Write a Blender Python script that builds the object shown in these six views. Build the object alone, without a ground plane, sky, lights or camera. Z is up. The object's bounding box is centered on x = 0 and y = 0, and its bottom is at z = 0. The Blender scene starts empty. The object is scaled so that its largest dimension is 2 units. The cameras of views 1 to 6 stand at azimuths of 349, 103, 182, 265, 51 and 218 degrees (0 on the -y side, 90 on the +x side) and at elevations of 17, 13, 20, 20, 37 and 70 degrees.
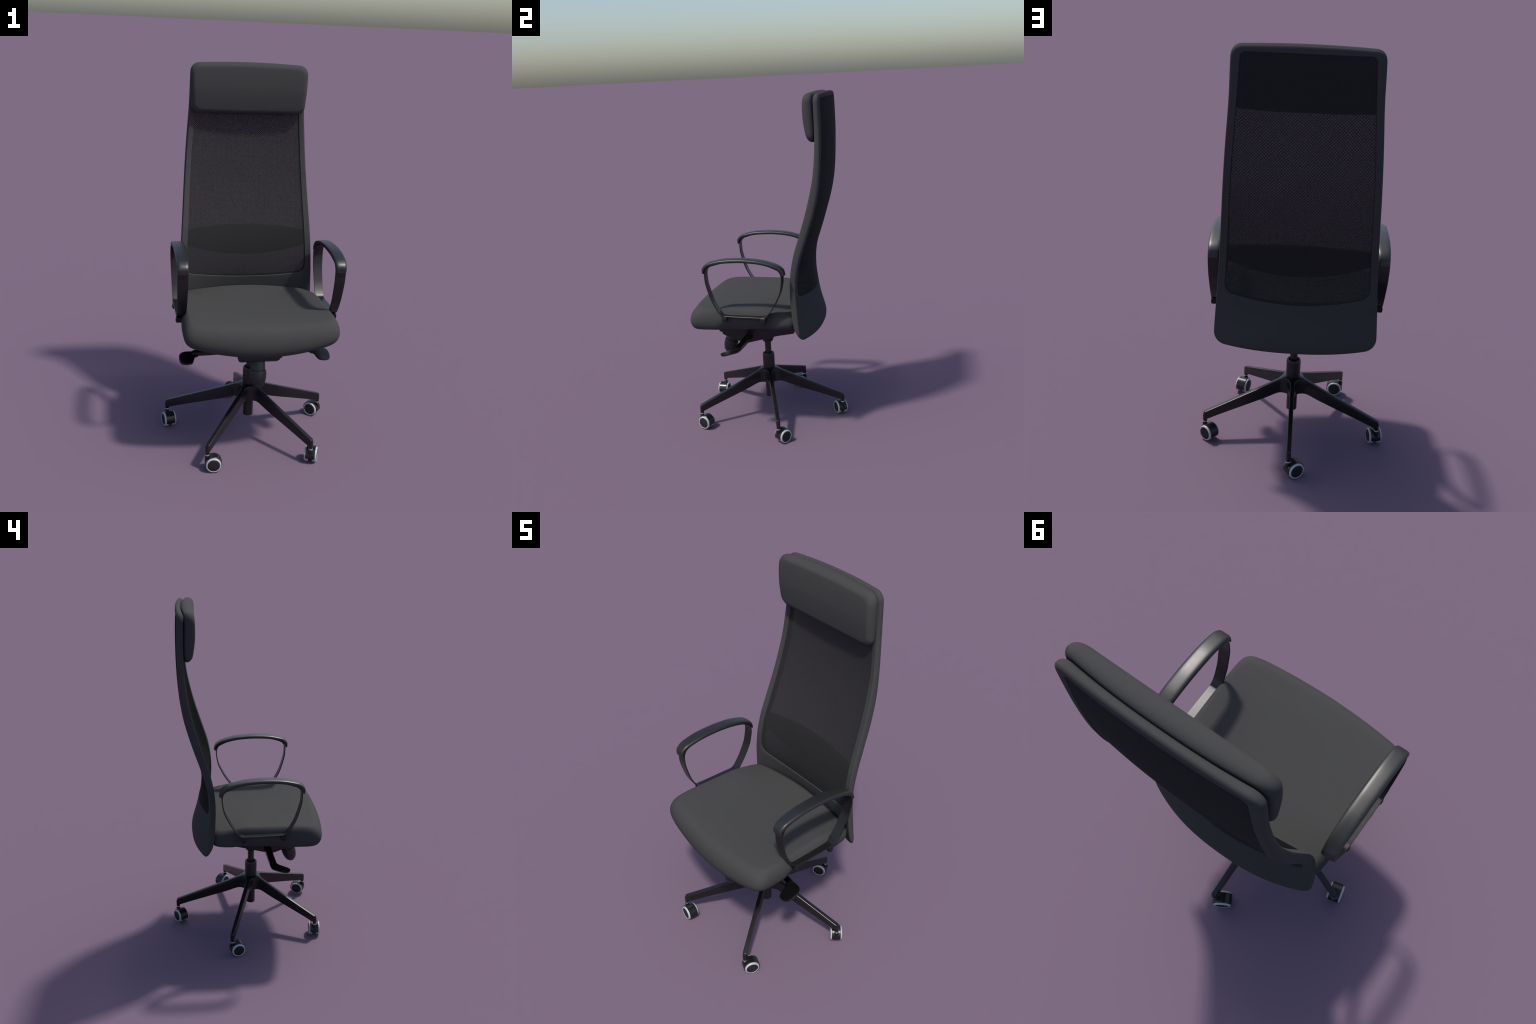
import bpy, math
from math import sin, cos, pi, sqrt, radians
from mathutils import Vector, Matrix

# ------------------------------------------------------------------ helpers
def lerp(a, b, t): return a + (b - a) * t
def clamp(v, a=0.0, b=1.0): return max(a, min(b, v))
def smooth(t): t = clamp(t); return t * t * (3 - 2 * t)

class Table:
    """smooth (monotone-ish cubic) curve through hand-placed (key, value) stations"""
    def __init__(self, *pts):
        self.x = [p[0] for p in pts]; self.y = [p[1] for p in pts]
        n = len(pts); self.m = []
        for i in range(n):
            a = max(i - 1, 0); b = min(i + 1, n - 1)
            self.m.append((self.y[b] - self.y[a]) / (self.x[b] - self.x[a]))
    def __call__(self, v):
        x, y, m = self.x, self.y, self.m
        if v <= x[0]: return y[0]
        if v >= x[-1]: return y[-1]
        i = 0
        while v > x[i + 1]: i += 1
        h = x[i + 1] - x[i]; t = (v - x[i]) / h
        return ((2*t**3 - 3*t*t + 1) * y[i] + (t**3 - 2*t*t + t) * h * m[i]
                + (-2*t**3 + 3*t*t) * y[i+1] + (t**3 - t*t) * h * m[i+1])

def spline(pts, per=8, closed=False):
    """centripetal-ish Catmull-Rom through control points"""
    n = len(pts); out = []
    rng = n if closed else n - 1
    for i in range(rng):
        if closed:
            p = [Vector(pts[(i + k - 1) % n]) for k in range(4)]
        else:
            p = [Vector(pts[clamp(i + k - 1, 0, n - 1)]) for k in range(4)]
        for j in range(per):
            t = j / per
            out.append(0.5 * ((2*p[1]) + (p[2]-p[0])*t + (2*p[0]-5*p[1]+4*p[2]-p[3])*t*t
                              + (3*p[1]-p[0]-3*p[2]+p[3])*t**3))
    if not closed: out.append(Vector(pts[-1]))
    return out

def make(name, verts, faces, mat, parent=None, angle=40, flip=False):
    me = bpy.data.meshes.new(name)
    me.from_pydata([tuple(v) for v in verts], [], faces)
    me.validate()
    import bmesh
    bm = bmesh.new(); bm.from_mesh(me)
    bmesh.ops.remove_doubles(bm, verts=bm.verts, dist=1e-6)
    bmesh.ops.recalc_face_normals(bm, faces=bm.faces)
    bm.to_mesh(me); bm.free()
    me.polygons.foreach_set("use_smooth", [True] * len(me.polygons))
    me.set_sharp_from_angle(angle=radians(angle))
    if mat: me.materials.append(mat)
    ob = bpy.data.objects.new(name, me)
    bpy.context.scene.collection.objects.link(ob)
    if parent: ob.parent = parent
    return ob

def loft(rings, closed_ring=True, cap=True, closed_path=False):
    """quads between equal-length rings"""
    verts = [v for r in rings for v in r]; n = len(rings[0]); f = []
    m = len(rings)
    for i in range(m if closed_path else m - 1):
        a = i * n; b = ((i + 1) % m) * n
        for j in range(n if closed_ring else n - 1):
            k = (j + 1) % n
            f.append((a + j, a + k, b + k, b + j))
    if cap and closed_ring and not closed_path:
        f.append(tuple(range(n))[::-1]); f.append(tuple(range((m-1)*n, m*n)))
    return verts, f

def merge(*parts):
    V, F = [], []
    for v, f in parts:
        o = len(V); V += list(v); F += [tuple(i + o for i in q) for q in f]
    return V, F

def revolve(profile, seg=48, axis='Z', origin=(0, 0, 0)):
    """profile: list of (radius, height)"""
    rings = []
    for r, h in profile:
        ring = []
        for i in range(seg):
            a = 2 * pi * i / seg
            c, s = r * cos(a), r * sin(a)
            p = {'Z': (c, s, h), 'Y': (c, h, s), 'X': (h, c, s)}[axis]
            ring.append(Vector(p) + Vector(origin))
        rings.append(ring)
    return loft(rings)

def dup(ob, parent=None):
    o = ob.copy(); bpy.context.scene.collection.objects.link(o)
    if parent is not None: o.parent = parent
    return o

# ---------------------------------------------------------------- materials
def new_mat(name):
    m = bpy.data.materials.new(name); m.use_nodes = True
    nt = m.node_tree; b = nt.nodes["Principled BSDF"]
    return m, nt, b

def N(nt, t, **kw):
    n = nt.nodes.new(t)
    for k, v in kw.items(): setattr(n, k, v)
    return n

def fabric_mat(name, col, weave=1100.0, bump=0.12, var=0.06):
    m, nt, b = new_mat(name)
    tc = N(nt, 'ShaderNodeTexCoord')
    # woven yarns: two crossed fine waves plus fibre noise
    w1 = N(nt, 'ShaderNodeTexWave', wave_type='BANDS', bands_direction='X')
    w2 = N(nt, 'ShaderNodeTexWave', wave_type='BANDS', bands_direction='DIAGONAL')
    for w in (w1, w2):
        w.inputs['Scale'].default_value = weave / 6.283
        w.inputs['Distortion'].default_value = 1.2
        w.inputs['Detail'].default_value = 1
        nt.links.new(tc.outputs['Object'], w.inputs['Vector'])
    mul = N(nt, 'ShaderNodeMath', operation='MULTIPLY')
    nt.links.new(w1.outputs['Fac'], mul.inputs[0]); nt.links.new(w2.outputs['Fac'], mul.inputs[1])
    fib = N(nt, 'ShaderNodeTexNoise'); fib.inputs['Scale'].default_value = 420; fib.inputs['Detail'].default_value = 3
    nt.links.new(tc.outputs['Object'], fib.inputs['Vector'])
    big = N(nt, 'ShaderNodeTexNoise'); big.inputs['Scale'].default_value = 9; big.inputs['Detail'].default_value = 2
    nt.links.new(tc.outputs['Object'], big.inputs['Vector'])
    add = N(nt, 'ShaderNodeMath', operation='ADD')
    nt.links.new(mul.outputs[0], add.inputs[0]); nt.links.new(fib.outputs['Fac'], add.inputs[1])
    mx = N(nt, 'ShaderNodeMath', operation='MULTIPLY_ADD')
    nt.links.new(big.outputs['Fac'], mx.inputs[0]); mx.inputs[1].default_value = 0.5
    nt.links.new(add.outputs[0], mx.inputs[2])
    mr = N(nt, 'ShaderNodeMapRange')
    mr.inputs['From Min'].default_value = 0.4; mr.inputs['From Max'].default_value = 1.6
    mr.inputs['To Min'].default_value = 1 - var; mr.inputs['To Max'].default_value = 1 + var
    nt.links.new(mx.outputs[0], mr.inputs['Value'])
    c = N(nt, 'ShaderNodeVectorMath', operation='SCALE'); c.inputs[0].default_value = col
    nt.links.new(mr.outputs[0], c.inputs['Scale'])
    nt.links.new(c.outputs[0], b.inputs['Base Color'])
    b.inputs['Roughness'].default_value = 0.95
    b.inputs['Specular IOR Level'].default_value = 0.12
    bp = N(nt, 'ShaderNodeBump'); bp.inputs['Strength'].default_value = bump; bp.inputs['Distance'].default_value = 0.0006
    nt.links.new(add.outputs[0], bp.inputs['Height']); nt.links.new(bp.outputs[0], b.inputs['Normal'])
    return m

def plastic_mat(name, col, rough, spec=0.5, grain=0.08, bump=0.04, metallic=0.0):
    m, nt, b = new_mat(name)
    tc = N(nt, 'ShaderNodeTexCoord')
    nz = N(nt, 'ShaderNodeTexNoise'); nz.inputs['Scale'].default_value = 700; nz.inputs['Detail'].default_value = 2
    nt.links.new(tc.outputs['Object'], nz.inputs['Vector'])
    big = N(nt, 'ShaderNodeTexNoise'); big.inputs['Scale'].default_value = 25; big.inputs['Detail'].default_value = 3
    nt.links.new(tc.outputs['Object'], big.inputs['Vector'])
    mr = N(nt, 'ShaderNodeMapRange')
    mr.inputs['To Min'].default_value = 1 - grain; mr.inputs['To Max'].default_value = 1 + grain
    nt.links.new(big.outputs['Fac'], mr.inputs['Value'])
    c = N(nt, 'ShaderNodeVectorMath', operation='SCALE'); c.inputs[0].default_value = col
    nt.links.new(mr.outputs[0], c.inputs['Scale']); nt.links.new(c.outputs[0], b.inputs['Base Color'])
    rr = N(nt, 'ShaderNodeMapRange')
    rr.inputs['To Min'].default_value = rough - 0.03; rr.inputs['To Max'].default_value = rough + 0.03
    nt.links.new(big.outputs['Fac'], rr.inputs['Value']); nt.links.new(rr.outputs[0], b.inputs['Roughness'])
    b.inputs['Specular IOR Level'].default_value = spec
    b.inputs['Metallic'].default_value = metallic
    bp = N(nt, 'ShaderNodeBump'); bp.inputs['Strength'].default_value = bump; bp.inputs['Distance'].default_value = 0.0003
    nt.links.new(nz.outputs['Fac'], bp.inputs['Height']); nt.links.new(bp.outputs[0], b.inputs['Normal'])
    return m

FABRIC = fabric_mat("dark_grey_fabric", (0.0505, 0.0505, 0.0505))
NET = fabric_mat("black_net_yarn", (0.031, 0.031, 0.0315), weave=1500, bump=0.1)
NET_REAR = fabric_mat("black_net_yarn_lightened", (0.033, 0.033, 0.033), weave=1500, bump=0.1)  # same yarn, base colour lightened for light showing through the shaded rear net
LUMBAR = fabric_mat("lumbar_fabric", (0.030, 0.030, 0.030))
PLASTIC = plastic_mat("black_satin_plastic", (0.012, 0.011, 0.012), 0.38)
PAD = plastic_mat("armrest_satin", (0.014, 0.0145, 0.0145), 0.40, spec=0.55)
GLOSSY = plastic_mat("black_gloss_plastic", (0.004, 0.004, 0.004), 0.25)
METAL = plastic_mat("black_coated_metal", (0.009, 0.008, 0.009), 0.30)
TYRE = plastic_mat("pale_grey_tyre", (0.40, 0.41, 0.44), 0.38)
CAP = plastic_mat("wheel_cap_black", (0.016, 0.014, 0.016), 0.6, spec=0.3)
DARK = plastic_mat("matt_black_plastic", (0.010, 0.009, 0.010), 0.55, spec=0.3)
RING = plastic_mat("steel_ring", (0.55, 0.55, 0.57), 0.3, metallic=0.9)

# --------------------------------------------------------------- top object
chair = bpy.data.objects.new("office_chair", None)
bpy.context.scene.collection.objects.link(chair)
chair["label"] = "black high-back swivel office chair with mesh back, armrests, casters"
chair["category"] = "office chair"

# ================================================================ BACKREST
half_w = Table((.59, .386), (.68, .384), (.80, .378), (.92, .371), (1.06, .363), (1.25, .3515),
               (1.45, .340), (1.60, .331), (1.77, .320), (1.90, .317), (2.0, .314))
open_w = Table((.80, .340), (.91, .337), (1.10, .326), (1.27, .317), (1.50, .304), (1.73, .288), (1.96, .275))
front_edge = Table((.59, .237), (.64, .220), (.70, .203), (.80, .194), (.90, .190), (1.0, .196), (1.10, .215),
                   (1.20, .246), (1.35, .292), (1.50, .328), (1.60, .342), (1.74, .349), (1.90, .345), (2.0, .342))
rear_edge = Table((.59, .240), (.64, .240), (.70, .234), (.80, .227), (.90, .222), (1.0, .229), (1.10, .254),
                  (1.20, .288), (1.35, .337), (1.50, .368), (1.74, .383), (1.90, .382), (2.0, .378))
rear_mid = Table((.59, .316), (.64, .325), (.69, .316), (.79, .290), (.87, .274), (.97, .265), (1.06, .277),
                 (1.20, .323), (1.35, .365), (1.43, .380), (1.50, .389), (1.61, .398), (1.74, .402), (1.90, .400), (2.0, .392))
rear_pow = Table((.59, 2.5), (.65, 2.2), (.74, 1.7), (.90, 1.7), (1.05, 2.0), (2.0, 2.2))
front_sag = Table((.59, .042), (.68, .058), (.76, .051), (.85, .036), (.95, .028), (1.05, .027), (1.2, .029), (1.35, .027), (1.5, .021), (2.0, .018))

def back_front(x, z):
    u = clamp(abs(x) / half_w(z))
    return front_edge(z) + front_sag(z) * (1 - u ** 2.2)
def back_rear(x, z):
    u = clamp(abs(x) / half_w(z))
    return lerp(rear_mid(z), rear_edge(z), u ** rear_pow(z))

def rounded_loop(w, zbot, ztop, rb, rt, ns=44, nc=10, nt=28):
    """closed loop in (x, z): right side up, top, left side down, bottom; sides w(z), ends zbot(x)/ztop(x)"""
    zb = zbot(w(zbot(0))); zt = ztop(w(ztop(0)))
    right = [(w(z), z) for z in [lerp(zb + rb, zt - rt, i / ns) for i in range(ns + 1)]]
    wt = w(zt) - rt; wb = w(zb) - rb
    top = [(x, ztop(x)) for x in [lerp(wt, -wt, i / nt) for i in range(nt + 1)]]
    bot = [(x, zbot(x)) for x in [lerp(-wb, wb, i / nt) for i in range(nt + 1)]]
    left = [(-x, z) for x, z in reversed(right)]
    def corner(a, b, c):
        out = []
        for i in range(1, nc):
            t = i / nc; k = 0.8  # rational-ish weight -> near circular
            w0, w1, w2 = (1-t)**2, 2*t*(1-t)*k, t*t; s = w0 + w1 + w2
            out.append(((w0*a[0] + w1*b[0] + w2*c[0]) / s, (w0*a[1] + w1*b[1] + w2*c[1]) / s))
        return out
    L = right + corner(right[-1], (w(zt), zt), top[0]) + top
    L += corner(top[-1], (-w(zt), zt), left[0]) + left
    L += corner(left[-1], (-w(zb), zb), bot[0]) + bot + corner(bot[-1], (w(zb), zb), right[0])
    return L

outer = rounded_loop(half_w, lambda x: .596 + .010 * (x / .38) ** 2,
                     lambda x: 1.985 + .009 * (1 - (x / .31) ** 2), .055, .045)
inner = rounded_loop(open_w, lambda x: .828 + .030 * (x / .33) ** 2, lambda x: 1.962, .045, .022)

def build_frame():
    rings = []
    r0, r1, r2 = .024, .005, .017   # front roll, inner lip, rear roll
    for (ox, oz), (ix, iz) in zip(outer, inner):
        L = sqrt((ox - ix) ** 2 + (oz - iz) ** 2)
        ds = [(r0 * (1 - cos(a * pi / 16)), ) for a in range(0, 9)]
        ds = [d[0] for d in ds]
        ks = 10
        ds += [lerp(r0, L - r1, i / ks) for i in range(1, ks + 1)]
        fr, re = [], []
        for d in ds:
            s = d / L; x = lerp(ox, ix, s); z = lerp(oz, iz, s)
            f, r = back_front(x, z), back_rear(x, z); mid = lerp(f, r, .66)
            g = sqrt(max(0, 1 - (1 - d / r0) ** 2)) if d < r0 else 1.0
            q = sqrt(max(0, 1 - (1 - d / r2) ** 2)) if d < r2 else 1.0
            fr.append((x, lerp(mid, f, g), z)); re.append((x, lerp(mid, r, q), z))
        f, r = back_front(ix, iz), back_rear(ix, iz)
        for a in (30, 60, 90):   # rolled inner lip
            s = 1 - r1 * (1 - sin(radians(a))) / L
            x = lerp(ox, ix, s); z = lerp(oz, iz, s)
            fr.append((x, f + r1 * (1 - cos(radians(a))), z)); re.append((x, r - r1 * (1 - cos(radians(a))), z))
        rings.append(fr + re[::-1][:-1])
    v, fcs = loft(rings, closed_ring=True, cap=False, closed_path=True)
    return make("backrest", v, fcs, FABRIC, chair, angle=50)
backrest = build_frame()

# --- net: two crossed families of yarn, each yarn a flat strip with thickness, laid on a curved sheet
def net_layer(name, surf, mat, tilt, pitch, wid, thick=0.0003, step=0.024, ext=0.012):
    """tilt: direction of the first yarn family in the x-z plane; the second crosses it at a right angle"""
    V, F = [], []
    zlo = lambda x: .828 + .030 * (x / .33) ** 2 - ext
    zhi = 1.962 + ext
    ow = [open_w(.80 + i * .005) + ext for i in range(240)]
    def inside(x, z):
        if not (.80 < z <= zhi) or z < zlo(x): return False
        return abs(x) <= ow[int((z - .80) / .005)]
    cz = 1.39
    for fam, lift in ((0, 0.0), (1, 0.0004)):
        a = tilt + fam * pi / 2
        dx, dz = cos(a), sin(a); px, pz = -dz, dx
        n = int(.70 / pitch)
        for i in range(-n, n + 1):
            ox, oz = px * pitch * i, cz + pz * pitch * i
            lo = hi = None
            t = -.72
            while t <= .72:                    # find the covered stretch of this yarn
                if inside(ox + dx * t, oz + dz * t):
                    if lo is None: lo = t
                    hi = t
                t += .004
            if lo is None or hi - lo < .006: continue
            k = max(2, int((hi - lo) / step)); r0 = len(V); h = wid / 2
            for j in range(k + 1):
                t = lerp(lo, hi, j / k); x = ox + dx * t; z = oz + dz * t
                y = surf(x, z) + lift
                V += [(x + px * h, y, z + pz * h), (x - px * h, y, z - pz * h),
                      (x - px * h * .9, y + thick, z - pz * h * .9), (x + px * h * .9, y + thick, z + pz * h * .9)]
            for j in range(k):
                p = r0 + 4 * j; q = p + 4
                for e in range(4):
                    g = (e + 1) % 4
                    F.append((p + e, p + g, q + g, q + e))
            F.append((r0 + 3, r0 + 2, r0 + 1, r0))
            p = r0 + 4 * k
            F.append((p, p + 1, p + 2, p + 3))
    me = bpy.data.meshes.new(name); me.from_pydata(V, [], F); me.materials.append(mat)
    ob = bpy.data.objects.new(name, me); bpy.context.scene.collection.objects.link(ob)
    ob.parent = backrest; ob["kind"] = "stuff"
    return ob
net_layer("mesh_panel", lambda x, z: back_front(x, z) + .004, NET, radians(45), .0024, .00129)
net_layer("mesh_panel", lambda x, z: back_rear(x, z) - .0045, NET_REAR, radians(0), .0027, .00150)

# headrest cushion
head_w = Table((1.73, .312), (1.80, .316), (1.90, .320), (2.0, .318))
head_loop = rounded_loop(head_w, lambda x: 1.722 + .004 * (x / .3) ** 2,
                         lambda x: 1.9885 + .010 * (1 - (x / .31) ** 2), .045, .045, ns=16, nc=12, nt=32)
head_front = Table((1.72, .307), (1.78, .297), (1.85, .288), (1.93, .287), (2.0, .291))
def head_place(x, z, h, k):
    sag = .022 * (1 - clamp(abs(x) / .32) ** 2.2)
    f = head_front(z) + sag * .15; r = front_edge(z) + sag - .0035
    split = .62                    # seam lies toward the rear
    mid = lerp(f, r, split)
    y = lerp(mid, f, h) if h > 0 else lerp(mid, r, -h)
    return (x, y, z)
def sheet_cushion(name, loop, cz, half_t, roll_f, roll_r, place, mat, parent):
    # rows: front centre -> rim -> rear centre, inset scaled separately in x and z
    W = max(abs(p[0]) for p in loop)
    up = max(p[1] for p in loop) - cz; dn = cz - min(p[1] for p in loop); H = min(up, dn)
    def ring(d, h):
        sx = 1 - d / W
        return [place(p[0] * sx, cz + (p[1] - cz) * (1 - d / H), h, 0) for p in loop]
    rings = []
    deep = [H * q for q in (1.0, .85, .7, .55, .45)]
    for d in deep:
        if d > roll_f: rings.append(ring(d, 1))
    for i in range(0, 11):
        a = i / 10 * pi / 2
        rings.append(ring(roll_f * (1 - sin(a)), cos(a)))
    for i in range(1, 11):
        a = i / 10 * pi / 2
        rings.append(ring(roll_r * (1 - cos(a)), -sin(a)))
    for d in reversed(deep):
        if d > roll_r: rings.append(ring(d, -1))
    v, f = loft(rings, cap=False)
    return make(name, v, f, mat, parent, angle=60)
sheet_cushion("headrest", head_loop, 1.862, 0, .027, .017, head_place, FABRIC, backrest)

# lumbar support: lens-shaped pad between the two net layers
lum_loop = []
nl = 60
for i in range(nl + 1):
    x = lerp(.333, -.333, i / nl); lum_loop.append((x, 1.094 + .028 * (1 - (x / .333) ** 2)))
for i in range(nl + 1):
    x = lerp(-.333, .333, i / nl); lum_loop.append((x, 1.016 - .060 * (1 - (x / .333) ** 2)))
def lum_place(x, z, h, k):
    m = lerp(back_front(x, z), back_rear(x, z), .55)
    return (x, m - .010 * h, z)
sheet_cushion("lumbar_support", lum_loop, 1.046, 0, .008, .008, lum_place, LUMBAR, backrest)

# ==================================================================== SEAT
half = [(0, -.453), (.15, -.447), (.27, -.434), (.335, -.422), (.374, -.405), (.393, -.374), (.397, -.32), (.396, -.2),
        (.391, -.05), (.385, .08), (.379, .160), (.366, .198), (.335, .215), (.2, .232), (0, .243)]
seat_ctrl = half + [(-x, y) for x, y in reversed(half[1:-1])]
seat_loop = [(p[0], p[1]) for p in spline([(x, y, 0) for x, y in seat_ctrl], per=8, closed=True)]
def seat_top(x, y):
    dish = (1 - clamp(abs(x) / .36) ** 2.5) * (1 - clamp(abs(y + .08) / .30) ** 3)
    lip = (1 - .5 * clamp(abs(x) / .36) ** 2) * smooth((-y - .27) / .16)      # front lip falls away
    return .790 - .013 * dish - .016 * lip - (.006 + .022 * (x / .36) ** 2) * smooth((y - .0) / .2)
def seat_bot(x, y):
    return .668 - .052 * (1 - (x / .39) ** 2) * smooth((-y + .1) / .4)
def build_seat():
    cy = -.11; W, Hf = .397, .343
    def ring(d, h):
        out = []
        for p in seat_loop:
            fr = smooth((-p[1] - .15) / .28)               # the front edge rolls over more softly
            dd = d * lerp(.62, 1.0, fr) if d < .08 else d
            x = p[0] * (1 - d * .62 / W if d < .08 else 1 - d / W); y = cy + (p[1] - cy) * (1 - dd / Hf)
            # sides are drawn in under the armrest mounts
            draw = smooth((y + .245) / .06) * smooth((.10 - y) / .06) * smooth(.25 - h * .75) * smooth((abs(x) - .30) / .08)
            x -= math.copysign(.020 * draw, x)
            t, b = seat_top(x, y), seat_bot(x, y); m = lerp(b, t, .42)
            out.append((x, y, lerp(m, t, h) if h > 0 else lerp(m, b, -h)))
        return out
    rings = [ring(d, 1) for d in (.335, .28, .22, .17, .12, .09)]
    rt, rb = .062, .040
    for i in range(0, 13):
        a = i / 12 * pi / 2
        rings.append(ring(rt * (1 - sin(a)), cos(a)))
    for i in range(1, 11):
        a = i / 10 * pi / 2
        rings.append(ring(rb * (1 - cos(a)), -sin(a)))
    rings += [ring(d, -1) for d in (.09, .17, .28, .335)]
    v, f = loft(rings, cap=True)
    return make("seat_cushion", v, f, FABRIC, chair, angle=60)
build_seat()

# ================================================================ ARMRESTS
def strip_along(path, half_width, thick, sect=None):
    """flat strap following a closed/open path of (y, z); returns rings of x,y,z. half_width(i)->(x0,x1)"""
    rings = []
    n = len(path)
    for i, p in enumerate(path):
        a = path[max(i - 1, 0)]; b = path[min(i + 1, n - 1)]
        ty, tz = b[0] - a[0], b[1] - a[1]; L = sqrt(ty * ty + tz * tz) or 1
        ny, nz = -tz / L, ty / L
        x0, x1 = half_width(p)
        rings.append((p, (ny, nz), x0, x1))
    return rings

loop_ctrl = [(-.272, 1.046), (-.287, 1.018), (-.2875, .980), (-.2825, .940), (-.2595, .860), (-.237, .812), (-.217, .780),
             (-.198, .763), (-.168, .7585), (.0, .7535), (.030, .7525), (.054, .757), (.074, .778), (.101, .817), (.1225, .856), (.143, .900), (.1515, .935),
             (.157, .975), (.154, 1.010), (.140, 1.033)]
top_ctrl = [(-.272, 1.046), (-.25, 1.058), (-.18, 1.076), (-.09, 1.080), (-.03, 1.0775), (.03, 1.071), (.09, 1.056), (.140, 1.033)]
pad_mid = [(-.298, 1.014), (-.293, 1.038), (-.277, 1.055), (-.25, 1.0665), (-.18, 1.0805), (-.09, 1.0845), (-.03, 1.0820),
           (.03, 1.0755), (.09, 1.0615), (.13, 1.0465), (.154, 1.027), (.1665, 1.002)]
LIFT = .0010
def arm_x(z):
    c = lerp(.3965, .3995, smooth((z - .76) / .30)); w = lerp(.0240, .0275, smooth((z - .76) / .25))
    return c - w, c + w

def build_arm(side):
    path = [(p.x, p.y) for p in spline([(a, b, 0) for a, b in loop_ctrl], per=7)]
    path += [(p.x, p.y) for p in reversed(spline([(a, b, 0) for a, b in top_ctrl], per=5))][1:-1]
    n = len(path); t = .0030; c = .0014
    rings = []
    for i, p in enumerate(path):
        a = path[(i - 1) % n]; b = path[(i + 1) % n]
        ty, tz = b[0] - a[0], b[1] - a[1]; L = sqrt(ty * ty + tz * tz)
        ny, nz = -tz / L, ty / L
        x0, x1 = arm_x(p[1])
        sec = [(x0 + c, -t), (x1 - c, -t), (x1, -t + c), (x1, t - c), (x1 - c, t), (x0 + c, t), (x0, t - c), (x0, -t + c)]
        rings.append([(side * x, p[0] + ny * q, p[1] + nz * q + LIFT * smooth((p[1] - .76) / .2)) for x, q in sec])
    v, f = loft(rings, cap=False, closed_path=True)
    arm = make("armrest", v, f, METAL, chair, angle=35)
    # pad: domed section swept along the top arch, ends wrapping down
    path = [(p.x, p.y) for p in spline([(a, b, 0) for a, b in pad_mid], per=7)]
    n = len(path); rings = []
    for i, p in enumerate(path):
        a = path[max(i - 1, 0)]; b = path[min(i + 1, n - 1)]
        ty, tz = b[0] - a[0], b[1] - a[1]; L = sqrt(ty * ty + tz * tz)
        ny, nz = -tz / L, ty / L                      # outward (up) for +y travel
        e = min(i, n - 1 - i) / 8.0
        tap = 0.55 + .45 * smooth(e)
        hw = .0275 + .0050 * smooth(min(i, n - 1 - i) / (n * .4))
        cx = .3985
        sec = []
        m = 26
        for j in range(m):
            a2 = 2 * pi * j / m
            cc, ss = cos(a2), sin(a2)
            qx = abs(cc) ** 0.45 * (1 if cc > 0 else -1)
            qz = abs(ss) ** 0.62 * (1 if ss > 0 else -1)
            h = .0125 if qz > 0 else .0092
            sec.append((cx + hw * qx, qz * h * tap))
        rings.append([(side * x, p[0] + ny * q, p[1] + nz * q + LIFT) for x, q in sec])
    for idx in (0, -1):   # soft end caps
        base = rings[idx]; cen = sum((Vector(v) for v in base), Vector()) / len(base)
        other = rings[1] if idx == 0 else rings[-2]
        d = (cen - sum((Vector(v) for v in other), Vector()) / len(other)).normalized() * .003
        cap_r = [tuple(cen + (Vector(v) - cen) * .8 + d) for v in base]
        if idx == 0: rings.insert(0, cap_r)
        else: rings.append(cap_r)
    v, f = loft(rings)
    make("armrest_pad", v, f, PAD, arm, angle=55)
    # two mounting lugs with screws
    for (y, z) in ((-.190, .7385), (.037, .7285)):
        sec = []
        r = .0145
        for j in range(17):
            a = pi + pi * j / 16
            sec.append((y + r * cos(a), z + r * sin(a)))
        sec += [(y + r * 1.02, .7535 if y < 0 else .7505), (y - r * 1.02, .7535 if y < 0 else .7505)]
        xs = [.345, .4185, .4205]; sc = [1, 1, .88]
        rings = []
        for xx, s in zip(xs, sc):
            rings.append([(side * xx, y + (p[0] - y) * s, z + (p[1] - z) * s) for p in sec])
        v, f = loft(rings)
        lug = make("mounting_lug", v, f, DARK, arm, angle=35)
        prof = [(.0088, .416), (.0088, .4215), (.0080, .4225), (.0040, .4228), (.0034, .4205), (.0005, .4200)]
        v, f = revolve(prof, 24, 'X', (0, y, z))
        v = [(side * p[0], p[1], p[2]) for p in v]
        make("screw", v, f, DARK, arm, angle=35)
build_arm(1); build_arm(-1)

# ============================================================ SEAT MECHANISM
CX, CY = .004, -.040            # swivel axis
def build_mechanism():
    prof = [(-.318, .640), (-.318, .566), (-.303, .562), (-.300, .545), (-.285, .533), (-.178, .486), (-.160, .482), (-.145, .484),
            (-.062, .506), (.044, .538), (.150, .560), (.165, .600), (.165, .640)]
    def wid(z): return lerp(.085, .120, smooth((z - .49) / .10))
    rings = []
    for q, sx in ((-1, .90), (-1, 1), (1, 1), (1, .90)):
        pass
    cols = [(-1.0, .0), (-.97, 1.0), (.97, 1.0), (1.0, .0)]
    V = []
    for u, e in ((-1, .985), (-.955, 1.0), (-.5, 1.0), (0, 1.0), (.5, 1.0), (.955, 1.0), (1, .985)):
        ring = []
        for y, z in prof:
            cy, cz = -.08, .600
            yy = cy + (y - cy) * e; zz = cz + (z - cz) * e
            ring.append((CX + u * wid(z), yy, zz))
        V.append(ring)
    v, f = loft(V)
    return make("seat_mechanism", v, f, PLASTIC, chair, angle=30)
mech = build_mechanism()

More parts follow.
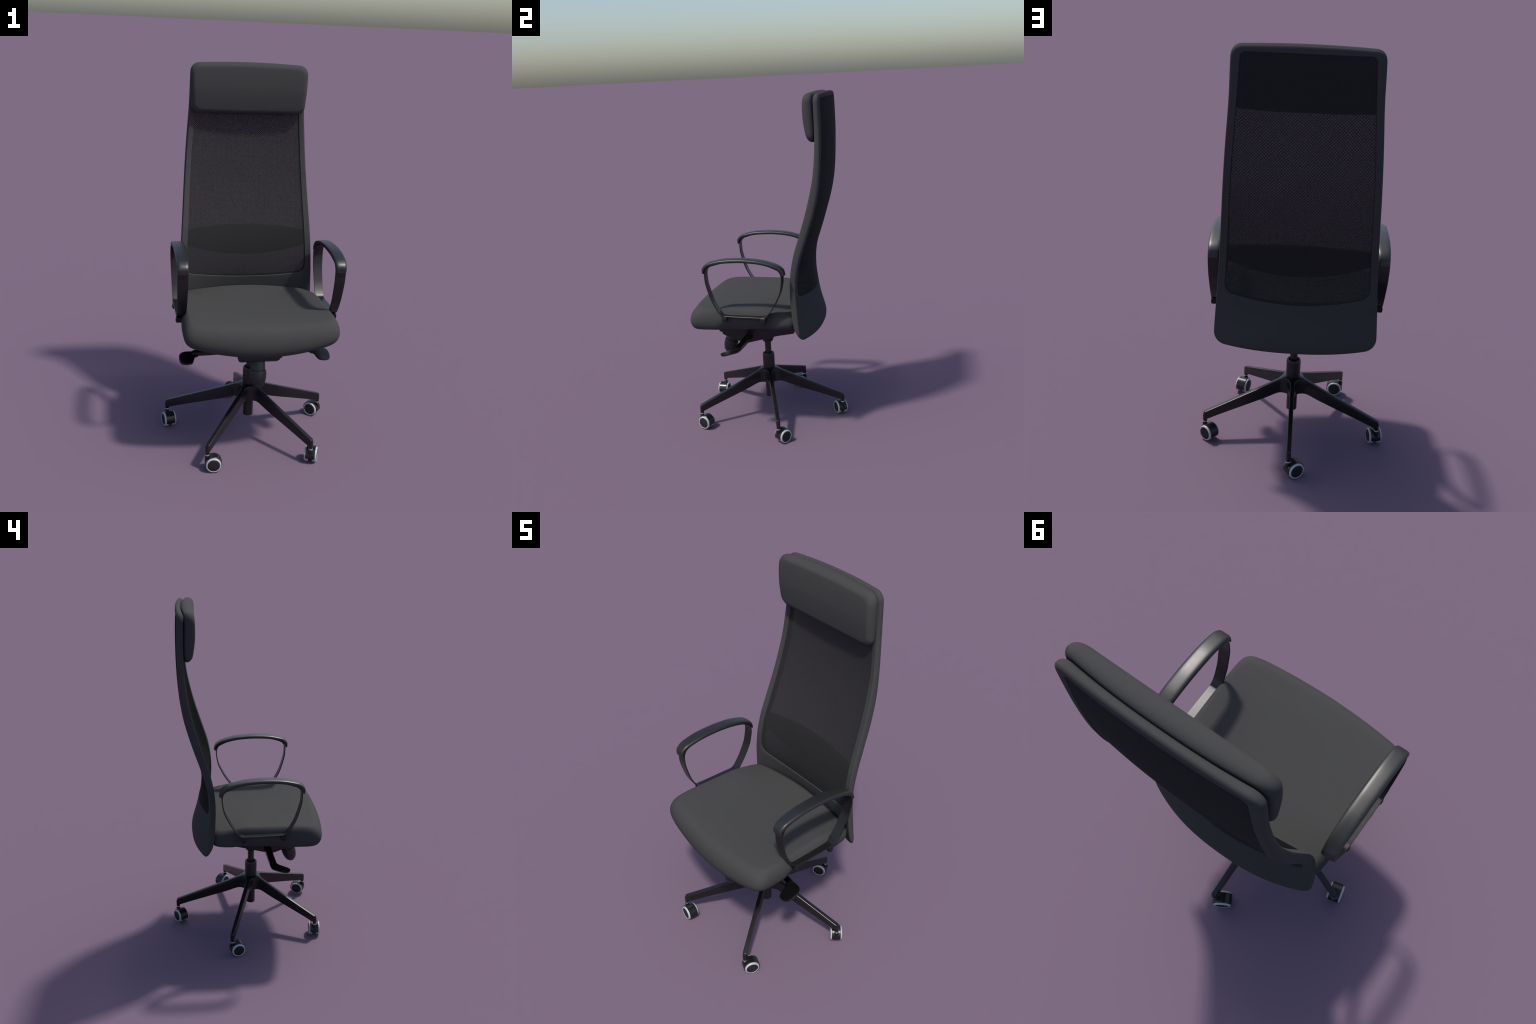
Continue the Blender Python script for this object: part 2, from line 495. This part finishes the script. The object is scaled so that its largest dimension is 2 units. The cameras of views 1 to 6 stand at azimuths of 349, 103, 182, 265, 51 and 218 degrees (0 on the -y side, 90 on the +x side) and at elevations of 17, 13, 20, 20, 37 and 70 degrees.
def build_knob():
    prof = [(.030, -.02), (.0345, .0), (.0352, .052), (.0395, .054), (.0405, .070), (.0385, .095), (.0330, .117), (.0270, .130),
            (.0225, .1345), (.0200, .1350), (.0195, .1385), (.017, .1410), (.001, .1425)]
    prof = [(r * 1.07, h) for r, h in prof]
    v, f = revolve(prof, 40)
    ob_v = []
    top, tip = Vector((.004, -.254, .530)), Vector((.004, -.299, .394))
    d = (tip - top).normalized(); q = Vector((0, 0, 1)).rotation_difference(d)
    ob_v = [tuple(top + q @ Vector(p)) for p in v]
    make("tension_knob", ob_v, f, PAD, mech, angle=35)
build_knob()

def build_lever(side):
    # arm: shallow channel bar running out sideways
    rings = []
    for x, y, z, hw, h in ((.085, -.130, .536, .020, .012), (.16, -.134, .5345, .0195, .0115), (.25, -.140, .533, .019, .011),
                           (.318, -.145, .5325, .0185, .0105), (.331, -.146, .531, .0185, .007)):
        sec = [(-hw, -h), (hw, -h), (hw, h * .8), (hw - .003, h), (hw - .005, h * .62), (-hw + .005, h * .62), (-hw + .003, h), (-hw, h * .8)]
        rings.append([(side * x, y + a, z + b) for a, b in sec])
    v, f = loft(rings)
    lever = make("lever", v, f, GLOSSY, mech, angle=30)
    # paddle: flat rounded plate bending forward and down
    ctrl = [(.300, -.128), (.340, -.124), (.380, -.132), (.399, -.158), (.402, -.195), (.393, -.226), (.366, -.241), (.338, -.230),
            (.325, -.200), (.318, -.178), (.300, -.164)]
    loop = [(p.x, p.y) for p in spline([(a, b, 0) for a, b in ctrl], per=6, closed=True)]
    c = (.358, -.182)
    def zc(x, y): return .531 - .020 * smooth((-y - .14) / .10) - .002 * ((x - .36) / .04) ** 2
    rings = []
    t = .0045
    for k, h in ((.4, .80), (.8, .9), (.93, 1), (.985, .8), (1, .3), (1, -.3), (.985, -.8), (.93, -1), (.5, -1)):
        ring = []
        for p in loop:
            x = c[0] + (p[0] - c[0]) * k; y = c[1] + (p[1] - c[1]) * k
            ring.append((side * x, y, zc(x, y) + h * t))
        rings.append(ring)
    v, f = loft(rings)
    make("lever_paddle", v, f, GLOSSY, lever, angle=35)
build_lever(1); build_lever(-1)

# gas lift column
o = (CX, CY, 0)
col = make("gas_lift", *revolve([(.0190, .30), (.0195, .47), (.0195, .50), (.001, .50)], 40, 'Z', o), PLASTIC, chair, angle=30)
make("collar", *revolve([(.024, .470), (.030, .474), (.036, .488), (.040, .496), (.042, .515), (.001, .515)], 40, 'Z', o), PLASTIC, col, angle=30)
make("sleeve", *revolve([(.0335, .285), (.0350, .300), (.0365, .316), (.0368, .386), (.0360, .392), (.0330, .3965), (.0280, .3970),
                         (.0262, .3950), (.0258, .380), (.019, .379)], 48, 'Z', o), PLASTIC, col, angle=30)
make("lower_tube", *revolve([(.001, .107), (.0240, .107), (.0262, .1085), (.0268, .112), (.0268, .24)], 40, 'Z', o), PLASTIC, col, angle=30)

# ================================================================ STAR BASE
LEG_R = .4715; HW = .0115; RF = .048
z_top = Table((0, .304), (.036, .302), (.055, .297), (.080, .286), (.110, .2745), (.15, .259), (.30, .2035), (.475, .139))
z_bot = Table((0, .214), (.060, .214), (.092, .210), (.12, .200), (.155, .1885), (.295, .1485), (.405, .117), (.445, .1045), (.48, .0985))
def build_base():
    ang = [radians(90 + 72 * i) for i in range(5)]
    V, F = [], []
    tan36, sin36 = math.tan(radians(36)), sin(radians(36))
    rt = (HW + RF) / tan36
    for i in range(5):
        a0 = ang[i]; a1 = a0 + radians(72)
        bound = []   # (boundary point, spine point)
        def pt(a, r, w):   # point at distance r along leg a, offset w to its left
            return (r * cos(a) - w * sin(a), r * sin(a) + w * cos(a))
        # half of rounded tip
        tr = LEG_R - HW
        for k in range(0, 7):
            t = pi / 2 * k / 6
            bound.append((pt(a0, tr + HW * cos(t) * .75, HW * sin(t) ** .7), pt(a0, tr, 0)))
        ns = 18
        for k in range(1, ns + 1):
            r = lerp(tr, rt, k / ns); bound.append((pt(a0, r, HW), pt(a0, r, 0)))
        # fillet between the legs
        ca = (a0 + a1) / 2; cd = (HW + RF) / sin36; cc = (cd * cos(ca), cd * sin(ca))
        s0 = a0 - pi / 2; s1 = a1 + pi / 2 - 2 * pi   # angles of the arc from leg a0 side round to leg a1 side
        nf = 16
        st = math.atan2(pt(a0, rt, HW)[1] - cc[1], pt(a0, rt, HW)[0] - cc[0])
        en = math.atan2(pt(a1, rt, -HW)[1] - cc[1], pt(a1, rt, -HW)[0] - cc[0])
        d = (en - st + pi) % (2 * pi) - pi
        for k in range(1, nf):
            t = st + d * k / nf
            b = (cc[0] + RF * cos(t), cc[1] + RF * sin(t))
            f = k / nf
            if f <= .5: s = pt(a0, rt * (1 - 2 * f), 0)
            else: s = pt(a1, rt * (2 * f - 1), 0)
            bound.append((b, s))
        for k in range(ns, -1, -1):
            r = lerp(tr, rt, k / ns); bound.append((pt(a1, r, -HW), pt(a1, r, 0)))
        for k in range(5, -1, -1):
            t = pi / 2 * k / 6
            bound.append((pt(a1, tr + HW * cos(t) * .75, -HW * sin(t) ** .7), pt(a1, tr, 0)))
        bev = .0032
        rows = []
        for b, s in bound:
            L = sqrt((b[0]-s[0])**2 + (b[1]-s[1])**2) or 1e-6
            row = []
            def add(k, zf):
                x = lerp(s[0], b[0], k); y = lerp(s[1], b[1], k); r = sqrt(x*x + y*y)
                row.append((CX + x, CY + y, zf(r)))
            e = min(.6, bev / L)
            add(0, z_top); add((1 - e) * .5, z_top); add(1 - e, z_top)
            add(1 - e * .55, lambda r: z_top(r) - bev * .12)
            add(1 - e * .15, lambda r: z_top(r) - bev * .45)
            add(1, lambda r: z_top(r) - bev)
            for q in (.33, .66): add(1, lambda r, q=q: lerp(z_top(r), z_bot(r), q))
            add(1, lambda r: z_bot(r) + .001); add(1 - e * .4, z_bot); add((1 - e) * .5, z_bot); add(0, z_bot)
            rows.append(row)
        v, f = loft(rows, closed_ring=False, cap=False)
        off = len(V); V += v; F += [tuple(j + off for j in q) for q in f]
    return make("star_base", V, F, METAL, chair, angle=32)
base = build_base()

# ================================================================= CASTERS
AX = .032; WR = .0400
def caster_parts():
    # housing: hood arc over both wheels + central web
    ro, ri, hw = .0440, .0408, .0245
    sec = [(ri, -hw), (ro - .002, -hw), (ro, -hw + .002), (ro, hw - .002), (ro - .002, hw), (ri, hw)]
    rings = []
    for i in range(37):
        a = radians(lerp(-16, 192, i / 36))
        rings.append([(AX + r * cos(a), y, WR + r * sin(a)) for r, y in sec])
    hood = loft(rings)
    web = revolve([(.001, -.0095), (.034, -.0095), (.034, .0095), (.001, .0095)], 32, 'Y', (AX, 0, WR))
    bridge = []
    for i in range(23):
        a = radians(lerp(-16, 192, i / 22))
        bridge.append([(AX + r * cos(a), y, WR + r * sin(a)) for r, y in ((.030, -.0095), (.0425, -.0095), (.0425, .0095), (.030, .0095))])
    v, f = merge(hood, web, loft(bridge))
    housing = make("caster", v, f, GLOSSY2, None, angle=35)
    stem = make("caster_stem", *revolve([(.001, .036), (.004, .041), (.0108, .056), (.0112, .060), (.0112, .0815), (.009, .083), (.009, .10), (.001, .10)], 28, 'Z', (-.0015, 0, 0)), GLOSSY2, None, angle=35)
    ring = make("stem_ring", *revolve([(.0095, .0838), (.0112, .0838), (.0116, .0850), (.0116, .0880), (.0108, .0892), (.0090, .0892)], 28, 'Z', (-.0005, 0, 0)), RING, None, angle=35)
    tp = [(.022, .011), (.0385, .011), (.0400, .0125), (.0400, .0250), (.0393, .0290), (.0375, .0316), (.0350, .0328), (.0332, .0330), (.0320, .0324), (.0316, .0305), (.022, .0305)]
    tyre = make("tyre", *revolve(tp, 48, 'Y', (0, 0, 0)), TYRE, None, angle=50)
    cap = make("wheel_cap", *revolve([(.0317, .026), (.0317, .0312), (.0308, .0318), (.015, .0322), (.001, .0323)], 40, 'Y', (0, 0, 0)), CAP, None, angle=35)
    return housing, stem, ring, tyre, cap
GLOSSY2 = plastic_mat("caster_black", (0.008, 0.008, 0.008), 0.30)
boss = make("leg_socket", *revolve([(.001, .0925), (.0105, .0925), (.0112, .0935), (.0115, .105), (.0115, .13)], 28, 'Z', (0, 0, 0)), METAL, None, angle=35)
housing, stem, ring, tyre, cap = caster_parts()
STEM_R = .4612
for i in range(5):
    leg = radians(90 + 72 * i)
    sx, sy = CX + STEM_R * cos(leg), CY + STEM_R * sin(leg)
    rot = leg + radians(122)
    M = Matrix.Translation((sx, sy, 0)) @ Matrix.Rotation(rot, 4, 'Z')
    h = housing if i == 0 else dup(housing)
    h.parent = chair; h.matrix_local = M
    b = boss if i == 0 else dup(boss)
    b.parent = base; b.matrix_local = Matrix.Translation((sx, sy, 0))
    s = stem if i == 0 else dup(stem)
    s.parent = h; r = ring if i == 0 else dup(ring); r.parent = h
    for k, sg in enumerate((1, -1)):
        first = (i == 0 and k == 0)
        t = tyre if first else dup(tyre); c = cap if first else dup(cap)
        T = Matrix.Translation((AX, 0, WR)) @ (Matrix.Identity(4) if sg == 1 else Matrix.Rotation(pi, 4, 'Z'))
        t.parent = h; t.matrix_local = T
        c.parent = h; c.matrix_local = T

# the upper half of the chair is centred over the swivel column
for o in chair.children:
    if o.name.split('.')[0] in ("backrest", "seat_cushion", "armrest"):
        o.location.x = .0035
for o in mech.children:
    if o.name.startswith("lever"): o.location.x = .0035
